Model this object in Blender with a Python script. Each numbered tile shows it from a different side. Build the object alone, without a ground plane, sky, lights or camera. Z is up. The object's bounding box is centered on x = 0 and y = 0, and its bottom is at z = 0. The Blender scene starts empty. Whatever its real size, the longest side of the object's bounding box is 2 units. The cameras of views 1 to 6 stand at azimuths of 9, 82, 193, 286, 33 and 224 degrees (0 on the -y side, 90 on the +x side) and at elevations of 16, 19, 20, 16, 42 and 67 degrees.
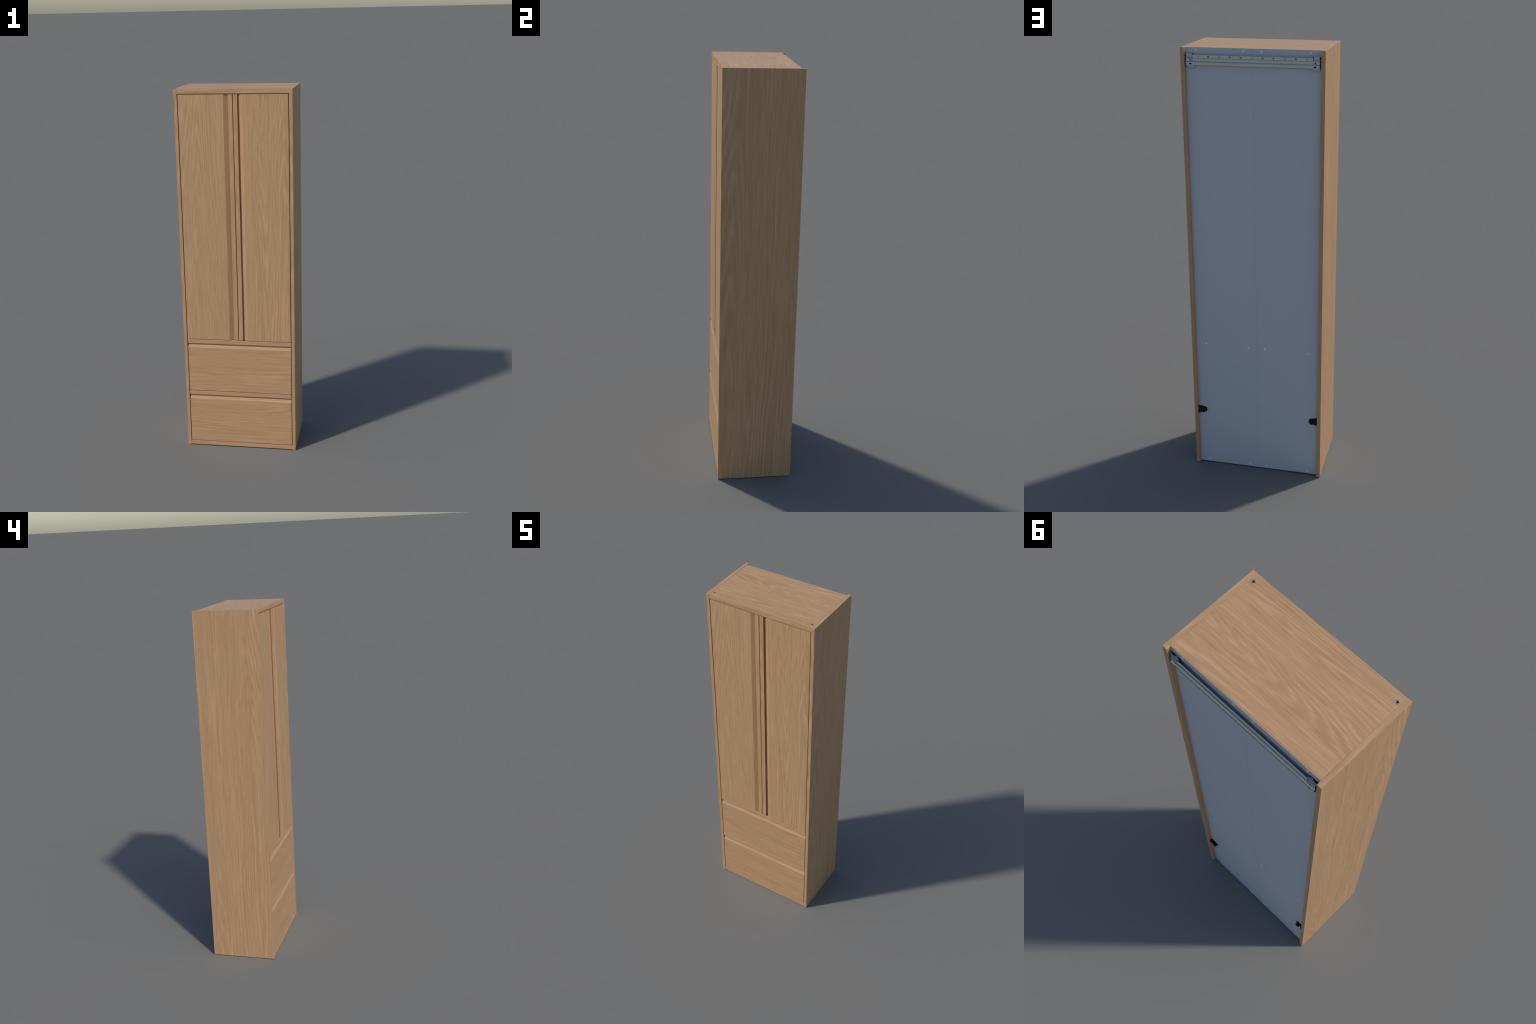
"""Tall oak-veneer cabinet: two doors over two drawers, finger-pull grooves,
painted hardboard back, galvanised hanging rail and two black wall clips."""
import bpy, bmesh, math
from mathutils import Vector, Matrix

# ------------------------------------------------------------------ sizes (m)
HALF_W, HALF_D, TOP = 0.3072, 0.1796, 2.0      # outer half width / half depth / height
SIDE_T = 0.0172                                # side board thickness
IN_X = HALF_W - SIDE_T                         # inner face of the sides
FRONT, BACK = -HALF_D, HALF_D
TOP_T = 0.0232                                 # top and bottom board thickness
BOARD_Y0, BOARD_Y1 = 0.1611, 0.1637            # hardboard back
FACE_Y = FRONT + 0.0006                        # front plane of doors and drawers
FACE_T = 0.0185
DOOR_Z = (0.6422, 1.9733)
DRAWERS = ((0.0282, 0.3328), (0.3360, 0.6392))
EDGE_X = 0.2862                                # outer edge of doors and drawers
GAP_X = 0.0017                                 # half of the gap between the doors
STRIP_W = 0.0226                               # flat lip beside the finger pull
GROOVE_W = 0.0256                              # width of the finger pull
GROOVE_D = 0.0128

scene = bpy.context.scene

# ------------------------------------------------------------------ materials
def new_mat(name):
    m = bpy.data.materials.new(name)
    m.use_nodes = True
    nt = m.node_tree
    b = nt.nodes["Principled BSDF"]
    return m, nt, b


def N(nt, kind, **props):
    n = nt.nodes.new(kind)
    for k, v in props.items():
        setattr(n, k, v)
    return n


def math_node(nt, op, a, b=None, clamp=False):
    n = N(nt, "ShaderNodeMath", operation=op, use_clamp=clamp)
    for i, v in enumerate((a, b)):
        if v is None:
            continue
        if isinstance(v, (int, float)):
            n.inputs[i].default_value = v
        else:
            nt.links.new(v, n.inputs[i])
    return n.outputs[0]


def stretched_noise(nt, coord, along, across, length, offset, detail=2.0, rough=0.5, distortion=0.0):
    """Noise stretched along one axis; across/length are features per metre."""
    mp = N(nt, "ShaderNodeMapping")
    sc = [across] * 3
    sc["xyz".index(along)] = length
    mp.inputs["Scale"].default_value = sc
    mp.inputs["Location"].default_value = offset
    nt.links.new(coord, mp.inputs["Vector"])
    n = N(nt, "ShaderNodeTexNoise")
    n.inputs["Scale"].default_value = 1.0
    n.inputs["Detail"].default_value = detail
    n.inputs["Roughness"].default_value = rough
    n.inputs["Distortion"].default_value = distortion
    nt.links.new(mp.outputs[0], n.inputs["Vector"])
    return n.outputs["Fac"]


WOOD_DARK = (0.436, 0.247, 0.113, 1)
WOOD_MID = (0.562, 0.331, 0.168, 1)
WOOD_LIGHT = (0.700, 0.434, 0.247, 1)


def oak(name, along, seed, contrast=0.66, rings=34.0):
    m, nt, b = new_mat(name)
    L = nt.links.new
    co = N(nt, "ShaderNodeTexCoord").outputs["Object"]
    off = (seed * 3.17 + 1.3, seed * 5.71 + 0.4, seed * 2.39 + 2.2)
    # growth rings: contour lines of a long soft noise give cathedral figures
    base = stretched_noise(nt, co, along, 5.2, 0.42, off, 1.0, 0.3)
    wob = stretched_noise(nt, co, along, 40.0, 2.2, off, 3.0, 0.55)
    ph = math_node(nt, "ADD", math_node(nt, "MULTIPLY", base, rings),
                   math_node(nt, "MULTIPLY", wob, 1.6))
    ring = math_node(nt, "FRACT", ph)                      # pale early wood, sharp on one side
    ring = math_node(nt, "ABSOLUTE", math_node(nt, "SUBTRACT", ring, 0.7))
    ring = math_node(nt, "SUBTRACT", 1.0, math_node(nt, "MULTIPLY", ring, 2.6, True))
    mask = stretched_noise(nt, co, along, 9.0, 0.9, tuple(o + 7.0 for o in off), 1.0)
    mask = math_node(nt, "SUBTRACT", math_node(nt, "MULTIPLY", mask, 3.4), 1.1, True)
    ring = math_node(nt, "MULTIPLY", math_node(nt, "SUBTRACT", ring, 0.35), mask)
    # straight streaks and fibres, broad tonal bands and short pores
    streak = stretched_noise(nt, co, along, 95.0, 5.5, tuple(o + 5.0 for o in off), 3.0, 0.6)
    fibre = stretched_noise(nt, co, along, 260.0, 9.0, off, 2.0, 0.6)
    band = stretched_noise(nt, co, along, 24.0, 0.8, tuple(o + 3.0 for o in off), 2.0, 0.5)
    pore = stretched_noise(nt, co, along, 320.0, 20.0, off, 2.0, 0.5)
    pore = math_node(nt, "SUBTRACT", math_node(nt, "MULTIPLY", pore, 4.0), 2.3, True)
    f = math_node(nt, "MULTIPLY", ring, 0.44)
    for src, k in ((streak, 0.80), (fibre, 0.9), (band, 0.45)):
        f = math_node(nt, "ADD", f, math_node(nt, "MULTIPLY", math_node(nt, "SUBTRACT", src, 0.5), k))
    f = math_node(nt, "SUBTRACT", f, math_node(nt, "MULTIPLY", pore, 0.36))
    f = math_node(nt, "MULTIPLY", f, contrast)
    f = math_node(nt, "ADD", f, 0.51, True)
    ramp = N(nt, "ShaderNodeValToRGB")
    cr = ramp.color_ramp
    cr.elements[0].position, cr.elements[0].color = 0.08, WOOD_DARK
    cr.elements[1].position, cr.elements[1].color = 0.92, WOOD_LIGHT
    e = cr.elements.new(0.5)
    e.color = WOOD_MID
    L(f, ramp.inputs[0])
    L(ramp.outputs[0], b.inputs["Base Color"])
    b.inputs["Roughness"].default_value = 0.55
    b.inputs["Specular IOR Level"].default_value = 0.35
    bump = N(nt, "ShaderNodeBump")
    bump.inputs["Strength"].default_value = 0.08
    bump.inputs["Distance"].default_value = 0.0006
    L(fibre, bump.inputs["Height"])
    L(bump.outputs[0], b.inputs["Normal"])
    return m


def plain(name, col, rough, metal=0.0, speck=0.0, speck_scale=400.0):
    m, nt, b = new_mat(name)
    b.inputs["Roughness"].default_value = rough
    b.inputs["Metallic"].default_value = metal
    co = N(nt, "ShaderNodeTexCoord").outputs["Object"]
    n = N(nt, "ShaderNodeTexNoise")
    n.inputs["Scale"].default_value = speck_scale
    n.inputs["Detail"].default_value = 3.0
    nt.links.new(co, n.inputs["Vector"])
    ramp = N(nt, "ShaderNodeValToRGB")
    for i, k in ((0, 1 - speck), (1, 1 + speck)):
        ramp.color_ramp.elements[i].position = 0.3 + 0.4 * i
        ramp.color_ramp.elements[i].color = tuple(min(1, c * k) for c in col) + (1,)
    nt.links.new(n.outputs["Fac"], ramp.inputs[0])
    nt.links.new(ramp.outputs[0], b.inputs["Base Color"])
    return m


def painted_board():
    """White-grey lacquered hardboard with a faint ribbed tape along the fold."""
    m, nt, b = new_mat("painted_hardboard")
    L = nt.links.new
    co = N(nt, "ShaderNodeTexCoord").outputs["Object"]
    sep = N(nt, "ShaderNodeSeparateXYZ")
    L(co, sep.inputs[0])
    dist = math_node(nt, "ABSOLUTE", math_node(nt, "ADD", sep.outputs[0], 0.001))
    tape = math_node(nt, "LESS_THAN", dist, 0.0215)
    rib = stretched_noise(nt, co, "x", 230.0, 18.0, (0, 0, 0), 1.0)
    soft = stretched_noise(nt, co, "z", 4.0, 1.5, (3, 1, 2), 1.0)
    f = math_node(nt, "MULTIPLY", math_node(nt, "SUBTRACT", rib, 0.56), tape)
    f = math_node(nt, "ADD", f, math_node(nt, "MULTIPLY", math_node(nt, "SUBTRACT", soft, 0.5), 0.25))
    f = math_node(nt, "ADD", f, 0.5, True)
    ramp = N(nt, "ShaderNodeValToRGB")
    ramp.color_ramp.elements[0].color = (0.572, 0.574, 0.612, 1)
    ramp.color_ramp.elements[1].color = (0.630, 0.633, 0.674, 1)
    L(f, ramp.inputs[0])
    L(ramp.outputs[0], b.inputs["Base Color"])
    b.inputs["Roughness"].default_value = 0.55
    return m


M_SIDE_L = oak("oak_veneer_side", "z", 1.0)
M_SIDE_R = oak("oak_veneer_side_far", "z", 2.0)
M_DOOR_L = oak("oak_veneer_door", "z", 12.4, 0.62)
M_DOOR_R = oak("oak_veneer_door_pair", "z", 4.0, 0.74)
M_DRAW_A = oak("oak_veneer_drawer", "x", 5.0, 0.56)
M_DRAW_B = oak("oak_veneer_drawer_pair", "x", 6.6, 0.6)
M_TOP = oak("oak_veneer_top", "x", 7.0, 0.85)
M_LOW = oak("oak_veneer_bottom", "x", 8.0)
M_BAND = oak("oak_edge_band", "y", 9.0)
M_BOARD = painted_board()
M_CORE = plain("hardboard_core", (0.50, 0.36, 0.20), 0.8, 0, 0.12, 300)
M_ZINC = plain("galvanised_steel", (0.60, 0.62, 0.60), 0.42, 1.0, 0.12, 900)
M_ZINC_DARK = plain("galvanised_steel_dull", (0.46, 0.49, 0.52), 0.42, 1.0, 0.12, 900)
M_SCREW = plain("zinc_plated_steel", (0.50, 0.53, 0.57), 0.5, 1.0, 0.04, 500)
M_BLACK = plain("black_plastic", (0.004, 0.004, 0.005), 0.6, 0, 0.1, 200)
M_NAIL = plain("white_lacquered_steel", (0.93, 0.95, 0.95), 0.4, 0.0, 0.02, 200)

# ------------------------------------------------------------------ builders
def finish(name, me, mats, parent, smooth=True):
    ob = bpy.data.objects.new(name, me)
    for m in mats:
        me.materials.append(m)
    scene.collection.objects.link(ob)
    ob.parent = parent
    if smooth:
        for p in me.polygons:
            p.use_smooth = True
        me.set_sharp_from_angle(angle=math.radians(14))
    return ob


def mesh_from(bm, name):
    bmesh.ops.recalc_face_normals(bm, faces=bm.faces)
    me = bpy.data.meshes.new(name)
    bm.to_mesh(me)
    bm.free()
    return me


def bevel(bm, w, seg=2, min_angle=30):
    if w <= 0:
        return
    es = [e for e in bm.edges if len(e.link_faces) == 2
          and e.calc_face_angle(0) > math.radians(min_angle)]
    bmesh.ops.bevel(bm, geom=es, offset=w, segments=seg, profile=0.6,
                    affect="EDGES", clamp_overlap=True)


def add_box(bm, x0, x1, y0, y1, z0, z1):
    r = bmesh.ops.create_cube(bm, size=1.0)
    bmesh.ops.scale(bm, vec=(x1 - x0, y1 - y0, z1 - z0), verts=r["verts"])
    bmesh.ops.translate(bm, vec=((x0 + x1) / 2, (y0 + y1) / 2, (z0 + z1) / 2), verts=r["verts"])
    return r["verts"]


def add_prism(bm, pts, axis, a, b):
    """Closed 2D outline swept from a to b along an axis.
    axis 'x': pts are (y, z); 'y': (x, z); 'z': (x, y)."""
    def P(p, t):
        return {"x": (t, p[0], p[1]), "y": (p[0], t, p[1]), "z": (p[0], p[1], t)}[axis]
    lo = [bm.verts.new(P(p, a)) for p in pts]
    hi = [bm.verts.new(P(p, b)) for p in pts]
    n = len(pts)
    bm.faces.new(lo)
    bm.faces.new(list(reversed(hi)))
    for i in range(n):
        j = (i + 1) % n
        bm.faces.new((lo[i], hi[i], hi[j], lo[j]))
    return lo + hi


def add_turned(bm, profile, centre, axis, seg=24):
    """Lathe: profile is [(radius, distance along axis)], closed at zero radius."""
    ax = Vector(axis).normalized()
    rot = Vector((0, 0, 1)).rotation_difference(ax).to_matrix()
    c = Vector(centre)
    rings = []
    for r, h in profile:
        if r < 1e-7:
            rings.append([bm.verts.new(c + rot @ Vector((0, 0, h)))])
        else:
            rings.append([bm.verts.new(c + rot @ Vector((r * math.cos(2 * math.pi * k / seg),
                                                         r * math.sin(2 * math.pi * k / seg), h)))
                          for k in range(seg)])
    for A, B in zip(rings, rings[1:]):
        for k in range(seg):
            k2 = (k + 1) % seg
            q = [A[k % len(A)], A[k2 % len(A)], B[k2 % len(B)], B[k % len(B)]]
            u = []
            for v in q:
                if v not in u:
                    u.append(v)
            if len(u) > 2:
                bm.faces.new(u)


def box_part(name, dims, mat, parent, bev=0.0008):
    bm = bmesh.new()
    add_box(bm, *dims)
    bevel(bm, bev)
    return finish(name, mesh_from(bm, name), [mat], parent)


def cut(ob, build):
    """Boolean difference with the cutter solid that build(bm) makes."""
    bm = bmesh.new()
    build(bm)
    cme = mesh_from(bm, "cutter")
    c = bpy.data.objects.new("cutter", cme)
    scene.collection.objects.link(c)
    md = ob.modifiers.new("cut", "BOOLEAN")
    md.operation, md.solver, md.object = "DIFFERENCE", "EXACT", c
    dg = bpy.context.evaluated_depsgraph_get()
    me = bpy.data.meshes.new_from_object(ob.evaluated_get(dg))
    ob.modifiers.clear()
    old = ob.data
    ob.data = me
    me.name = old.name
    bpy.data.meshes.remove(old)
    bpy.data.objects.remove(c)
    bpy.data.meshes.remove(cme)
    for p in me.polygons:
        p.use_smooth = True
    me.set_sharp_from_angle(angle=math.radians(14))


def arc(cx, cy, r, a0, a1, n):
    return [(cx + r * math.cos(math.radians(a0 + (a1 - a0) * i / n)),
             cy + r * math.sin(math.radians(a0 + (a1 - a0) * i / n))) for i in range(n + 1)]

# ------------------------------------------------------------------ the cabinet
root = bpy.data.objects.new("wooden_cabinet", None)
scene.collection.objects.link(root)
root["label"] = "tall light oak cabinet with two doors and two drawers"
root["category"] = "cabinet"

# side boards with the slot that holds the back
for s, mat in ((-1, M_SIDE_L), (1, M_SIDE_R)):
    xs = sorted((s * HALF_W, s * IN_X))
    side = box_part("side_panel", (xs[0], xs[1], FRONT, BACK, 0.0, TOP), mat, root, 0.0006)
    cut(side, lambda bm: add_box(bm, *sorted((s * (IN_X - 0.01), s * 0.2970)),
                                 BOARD_Y0 - 0.0007, BOARD_Y1 + 0.0002, -0.01, TOP + 0.01))
    side.data.materials.append(M_BAND)          # edge band on the sawn ends
    for p in side.data.polygons:
        if abs(p.normal.z) > 0.6:
            p.material_index = 1

box_part("top_panel", (-IN_X + 0.0003, IN_X - 0.0003, FRONT + 0.0003, BOARD_Y0 - 0.0007,
                       TOP - TOP_T, TOP - 0.0005), M_TOP, root, 0.0006)
box_part("bottom_panel", (-IN_X + 0.0003, IN_X - 0.0003, FRONT + 0.0003, BOARD_Y0 - 0.0007,
                          0.0022, 0.0022 + TOP_T), M_LOW, root, 0.0006)
box_part("shelf", (-IN_X + 0.0005, IN_X - 0.0005, FRONT + 0.045, BOARD_Y0 - 0.0007,
                   0.632, 0.6495), M_LOW, root)

# fronts: flat board with a lip, an undercut and a sloped finger pull.
# outline coordinates: u runs from the lip edge towards the face, d is depth
def front_outline(width):
    lip, g = STRIP_W, STRIP_W + GROOVE_W
    r = 0.0008
    return [(0.0, r), (r, 0.0),
            (lip - 0.0006, 0.0), (lip, 0.0006),            # lip
            (lip - 0.0052, 0.0078),                        # undercut
            (lip - 0.0050, GROOVE_D - 0.0006), (lip - 0.0040, GROOVE_D),
            (lip - 0.0012, GROOVE_D),
            (g, 0.0),     # slope up to the face
            (width - r, 0.0), (width, r),
            (width, FACE_T - r), (width - r, FACE_T), (r, FACE_T), (0.0, FACE_T - r)]

for s, mat in ((-1, M_DOOR_L), (1, M_DOOR_R)):
    bm = bmesh.new()
    pts = [(s * (GAP_X + u), FACE_Y + d) for u, d in front_outline(EDGE_X - GAP_X)]
    add_prism(bm, pts, "z", *DOOR_Z)
    finish("door", mesh_from(bm, "door"), [mat], root)

for (z0, z1), mat in zip(DRAWERS, (M_DRAW_A, M_DRAW_B)):
    bm = bmesh.new()
    pts = [(FACE_Y + d, z1 - u) for u, d in front_outline(z1 - z0)]
    add_prism(bm, pts, "x", -EDGE_X, EDGE_X)
    drawer = finish("drawer_front", mesh_from(bm, "drawer_front"), [mat], root)

# drawer boxes behind the fronts
for z0, z1 in DRAWERS:
    bm = bmesh.new()
    y0, y1 = FACE_Y + FACE_T + 0.0006, BOARD_Y0 - 0.012
    zb, zt, w, t = z0 + 0.012, z1 - 0.05, 0.272, 0.012
    add_box(bm, -w, -w + t, y0, y1, zb, zt)
    add_box(bm, w - t, w, y0, y1, zb, zt)
    add_box(bm, -w + t, w - t, y1 - t, y1, zb, zt)
    add_box(bm, -w + t, w - t, y0, y1 - t, zb, zb + 0.006)
    finish("drawer_box", mesh_from(bm, "drawer_box"), [M_LOW], root)

# back: two hinged sheets, painted faces and raw edges
FOLD_X = -0.0010
for x0, x1 in ((-0.2966, FOLD_X - 0.0003), (FOLD_X + 0.0003, 0.2966)):
    bm = bmesh.new()
    add_box(bm, x0, x1, BOARD_Y0, BOARD_Y1, 0.0026, TOP - 0.0004)
    me = mesh_from(bm, "back_panel")
    ob = finish("back_panel", me, [M_BOARD, M_CORE], root, False)
    for p in me.polygons:
        p.material_index = 0 if abs(p.normal.y) > 0.5 else 1
box_part("fold_strip", (FOLD_X - 0.012, FOLD_X + 0.012, BOARD_Y0 - 0.0006, BOARD_Y0 - 0.0002,
                        0.01, TOP - 0.001), M_CORE, root, 0)
box_part("fold_filler", (FOLD_X - 0.0003, FOLD_X + 0.0003, BOARD_Y0, BOARD_Y1 + 0.00005,
                         0.0028, TOP - 0.0006), M_CORE, root, 0)

# nail heads in rows at the top, the shelf and the bottom
bm = bmesh.new()
r = 0.0048
add_turned(bm, [(0, -0.004), (r * 0.5, -0.004), (r * 0.5, 0.0), (r, 0.0), (r, 0.0005),
                (r * 0.86, 0.0013), (r * 0.5, 0.0021), (0, 0.0024)], (0, 0, 0), (0, 1, 0), 20)
nail_me = mesh_from(bm, "nail_head")
first = None
for z in (1.9877, 0.6411, 0.0133):
    for x in (0.2436, 0.0387, -0.0382, -0.2430):
        if first is None:
            first = ob = finish("nail_head", nail_me, [M_NAIL], root)
        else:
            ob = first.copy()
            scene.collection.objects.link(ob)
        ob.location = (x, BOARD_Y1, z)

# sockets let into the top board
bm = bmesh.new()
add_turned(bm, [(0.0, -0.0050), (0.0016, -0.0050), (0.0021, -0.0036), (0.0040, -0.0032), (0.0043, -0.0010),
                (0.0047, 0.0002), (0.0049, 0.0004), (0.0066, 0.0004), (0.0069, -0.0002),
                (0.0069, -0.0070), (0.0, -0.0070)], (0, 0, 0), (0, 0, 1), 28)
socket_me = mesh_from(bm, "threaded_socket")
bm = bmesh.new()
for k in range(2):                       # solid black cross and disc standing in for the dark drive hole
    w, l = (0.0011, 0.0036)
    v = add_box(bm, -l, l, -w, w, -0.0033, -0.0027)
    bmesh.ops.rotate(bm, verts=v, cent=(0, 0, 0), matrix=Matrix.Rotation(math.pi / 4 + k * math.pi / 2, 3, "Z"))
add_turned(bm, [(0, -0.0034), (0.0026, -0.0034), (0.0026, -0.0025), (0, -0.0025)], (0, 0, 0), (0, 0, 1), 16)
plug_me = mesh_from(bm, "black_cross_plug")
top = [o for o in root.children if o.name.startswith("top_panel")][0]
for i, x in enumerate((-0.2782, 0.2782)):
    cut(top, lambda bm: add_turned(bm, [(0, -0.0075), (0.0071, -0.0075), (0.0071, 0.004), (0, 0.004)],
                                   (x, -0.1503, TOP), (0, 0, 1), 28))
    if i == 0:
        sock = finish("threaded_socket", socket_me, [M_SCREW], root)
        plug = finish("black_cross_plug", plug_me, [M_BLACK], sock)
    else:
        sock2, plug2 = sock.copy(), plug.copy()
        scene.collection.objects.link(sock2)
        scene.collection.objects.link(plug2)
        plug2.parent = sock2
        sock = sock2
    sock.location = (x, -0.1503, TOP - 0.0004)

# ------------------------------------------------------------------ hanging rail behind the back
RAIL_X = 0.2826
bm = bmesh.new()
t = 0.0011
outer = [(0.1738, 1.9716), (0.1748, 1.9716), (0.1773, 1.9693), (0.1774, 1.9576), (0.1768, 1.9570),
         (0.1762, 1.9556), (0.1758, 1.9547), (0.1758, 1.9440), (0.1764, 1.9434), (0.1786, 1.9408),
         (0.1790, 1.9400), (0.1790, 1.9286), (0.1782, 1.9276), (0.1722, 1.9272)]
inner = [(0.1722, 1.9284), (0.1774, 1.9288), (0.1778, 1.9294), (0.1778, 1.9388), (0.1774, 1.9396),
         (0.1750, 1.9424), (0.1746, 1.9432), (0.1746, 1.9552), (0.1751, 1.9562),
         (0.1758, 1.9580), (0.1762, 1.9588), (0.1761, 1.9686), (0.1746, 1.9703), (0.1738, 1.9705)]
add_prism(bm, outer + inner, "x", -RAIL_X, RAIL_X)
rail = finish("hanging_rail", mesh_from(bm, "hanging_rail"), [M_ZINC], root)


def rail_cutters(bm):
    big = (0.186, 0.0934, 0.0471, -0.0451, -0.0913, -0.1841)
    small = (0.2293, 0.1378, -0.0011, -0.1398, -0.2321)
    z = 1.9634
    for x in big:                       # slotted holes
        pts = arc(x + 0.0012, z, 0.0031, -90, 90, 10) + arc(x - 0.0012, z, 0.0031, 90, 270, 10)
        add_prism(bm, pts, "y", 0.1735, 0.1815)
    for x in small:
        add_prism(bm, arc(x, z, 0.0023, 0, 342, 19), "y", 0.1735, 0.1815)
    for s in (-1, 1):
        add_prism(bm, arc(s * 0.2640, 1.9488, 0.0026, 0, 342, 19), "y", 0.1690, 0.1815)
        pts = arc(s * 0.2640 + 0.0016, 1.9338, 0.0033, -90, 90, 10) + arc(s * 0.2640 - 0.0016, 1.9338, 0.0033, 90, 270, 10)
        add_prism(bm, pts, "y", 0.1745, 0.1815)
        # ends of the upper bar are cut away down to a narrow ledge
        add_box(bm, *sorted((s * 0.2545, s * 0.30)), 0.1713, 0.1815, 1.9586, 1.975)


cut(rail, rail_cutters)

# dimples punched beside the small holes
bm = bmesh.new()
for x in (0.1438, 0.0044, -0.2266, -0.1345):
    add_turned(bm, [(0.0019, -0.0003), (0.0017, 0.0002), (0.0011, 0.0002), (0.0008, -0.0002), (0, -0.0003)],
               (x, 0.1774, 1.9634), (0, 1, 0), 14)
punch = finish("punch_mark", mesh_from(bm, "punch_mark"), [M_ZINC_DARK], rail)
punch["kind"] = "stuff"

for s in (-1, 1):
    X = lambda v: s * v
    # top plate of the end bracket: lobed sheet reaching back to the board
    bm = bmesh.new()
    plate = [(X(0.2828), 0.1750), (X(0.2560), 0.1750), (X(0.2548), 0.1738), (X(0.2520), 0.1734), (X(0.2508), 0.1706),
             (X(0.2545), 0.1698)]
    plate += [(X(0.2630 - 0.0062 * math.cos(math.radians(a))), 0.1704 - 0.0048 * math.sin(math.radians(a)))
              for a in range(10, 171, 16)]
    plate += [(X(0.2722), 0.1706), (X(0.2775), 0.1712), (X(0.2830), 0.1694), (X(0.2890), 0.1672), (X(0.2890), 0.1718)]
    add_prism(bm, plate, "z", 1.9748, 1.9760)
    # turned-down face with a sloping foot, and the lower tab
    foot = [(0.1739, 1.9752), (0.1750, 1.9752), (0.1750, 1.9604), (0.1770, 1.9588), (0.1764, 1.9580), (0.1739, 1.9598)]
    add_prism(bm, foot, "x", *sorted((X(0.2565), X(0.2822))))
    xs = sorted((X(0.2475), X(0.2830)))
    add_box(bm, *xs, 0.1702, 0.1713, 1.9166, 1.9268)
    add_box(bm, *sorted((X(0.2475), X(0.2486))), 0.1650, 0.1707, 1.9166, 1.9285)
    add_box(bm, *sorted((X(0.2823), X(0.2834))), 0.1650, 0.1707, 1.9166, 1.9285)
    # rungs of the side plate against the wooden side
    for z0, z1 in ((1.9160, 1.9240), (1.9330, 1.9372), (1.9470, 1.9520), (1.9600, 1.9650), (1.9710, 1.9750)):
        add_box(bm, *sorted((X(0.2862), X(0.2894))), 0.1680, 0.1745, z0, z1)
    add_box(bm, *sorted((X(0.2880), X(0.2896))), 0.1642, 0.1682, 1.9160, 1.9750)
    bevel(bm, 0.0002, 1)
    br = finish("end_bracket", mesh_from(bm, "end_bracket"), [M_ZINC_DARK], rail)
    # black blocks added to darken the holes, also showing beside the bracket
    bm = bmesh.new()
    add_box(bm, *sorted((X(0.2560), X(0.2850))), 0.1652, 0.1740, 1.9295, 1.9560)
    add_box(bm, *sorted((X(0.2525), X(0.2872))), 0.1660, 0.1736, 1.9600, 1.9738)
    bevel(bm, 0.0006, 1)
    finish("dark_backing", mesh_from(bm, "dark_backing"), [M_BLACK], rail)
    # raised pad around the middle hole
    pad = box_part("rail_pad", (*sorted((X(0.2542), X(0.2708))), 0.1759, 0.1765, 1.9442, 1.9546), M_ZINC_DARK, rail, 0.0002)
    cut(pad, lambda bm: add_prism(bm, arc(X(0.2640), 1.9488, 0.0026, 0, 342, 19), "y", 0.1690, 0.1815))

# ------------------------------------------------------------------ black wall clips
for s in (-1, 1):
    bm = bmesh.new()
    cx, cz, y0 = 0.2633, 0.2912, BOARD_Y1 + 0.0001
    # base tongue with a round nose
    tongue = [(s * 0.2898, 0.3088), (s * 0.2870, 0.3092), (s * 0.2700, 0.3070)]
    tongue += [(s * (cx + 0.0147 * math.cos(math.radians(a))), cz + 0.0147 * math.sin(math.radians(a)))
               for a in range(85, 271, 15)]
    tongue += [(s * 0.2720, 0.2735), (s * 0.2850, 0.2730), (s * 0.2878, 0.2672), (s * 0.2898, 0.2664)]
    add_prism(bm, tongue, "y", y0, y0 + 0.0026)
    # block by the side board, scooped towards the knob
    block = [(s * 0.2898, y0), (s * 0.2898, 0.1752), (s * 0.2882, 0.1764)]
    block += [(s * (0.2882 - 0.0112 * math.sin(math.radians(a))), 0.1764 - 0.0095 * (1 - math.cos(math.radians(a))))
              for a in range(15, 91, 15)]
    block += [(s * 0.2770, y0)]
    add_prism(bm, block, "z", 0.2765, 0.3086)
    clip = finish("wall_clip", mesh_from(bm, "wall_clip"), [M_BLACK], root)
    bm = bmesh.new()
    add_turned(bm, [(0, 0.0), (0.0098, 0.0), (0.0098, 0.0110), (0.0092, 0.0120), (0.0068, 0.0120),
                    (0.0060, 0.0112), (0.0056, 0.0040), (0, 0.0040)], (s * cx, y0 + 0.002, cz - 0.0020), (0, 1, 0), 32)
    finish("clip_knob", mesh_from(bm, "clip_knob"), [M_BLACK], clip)
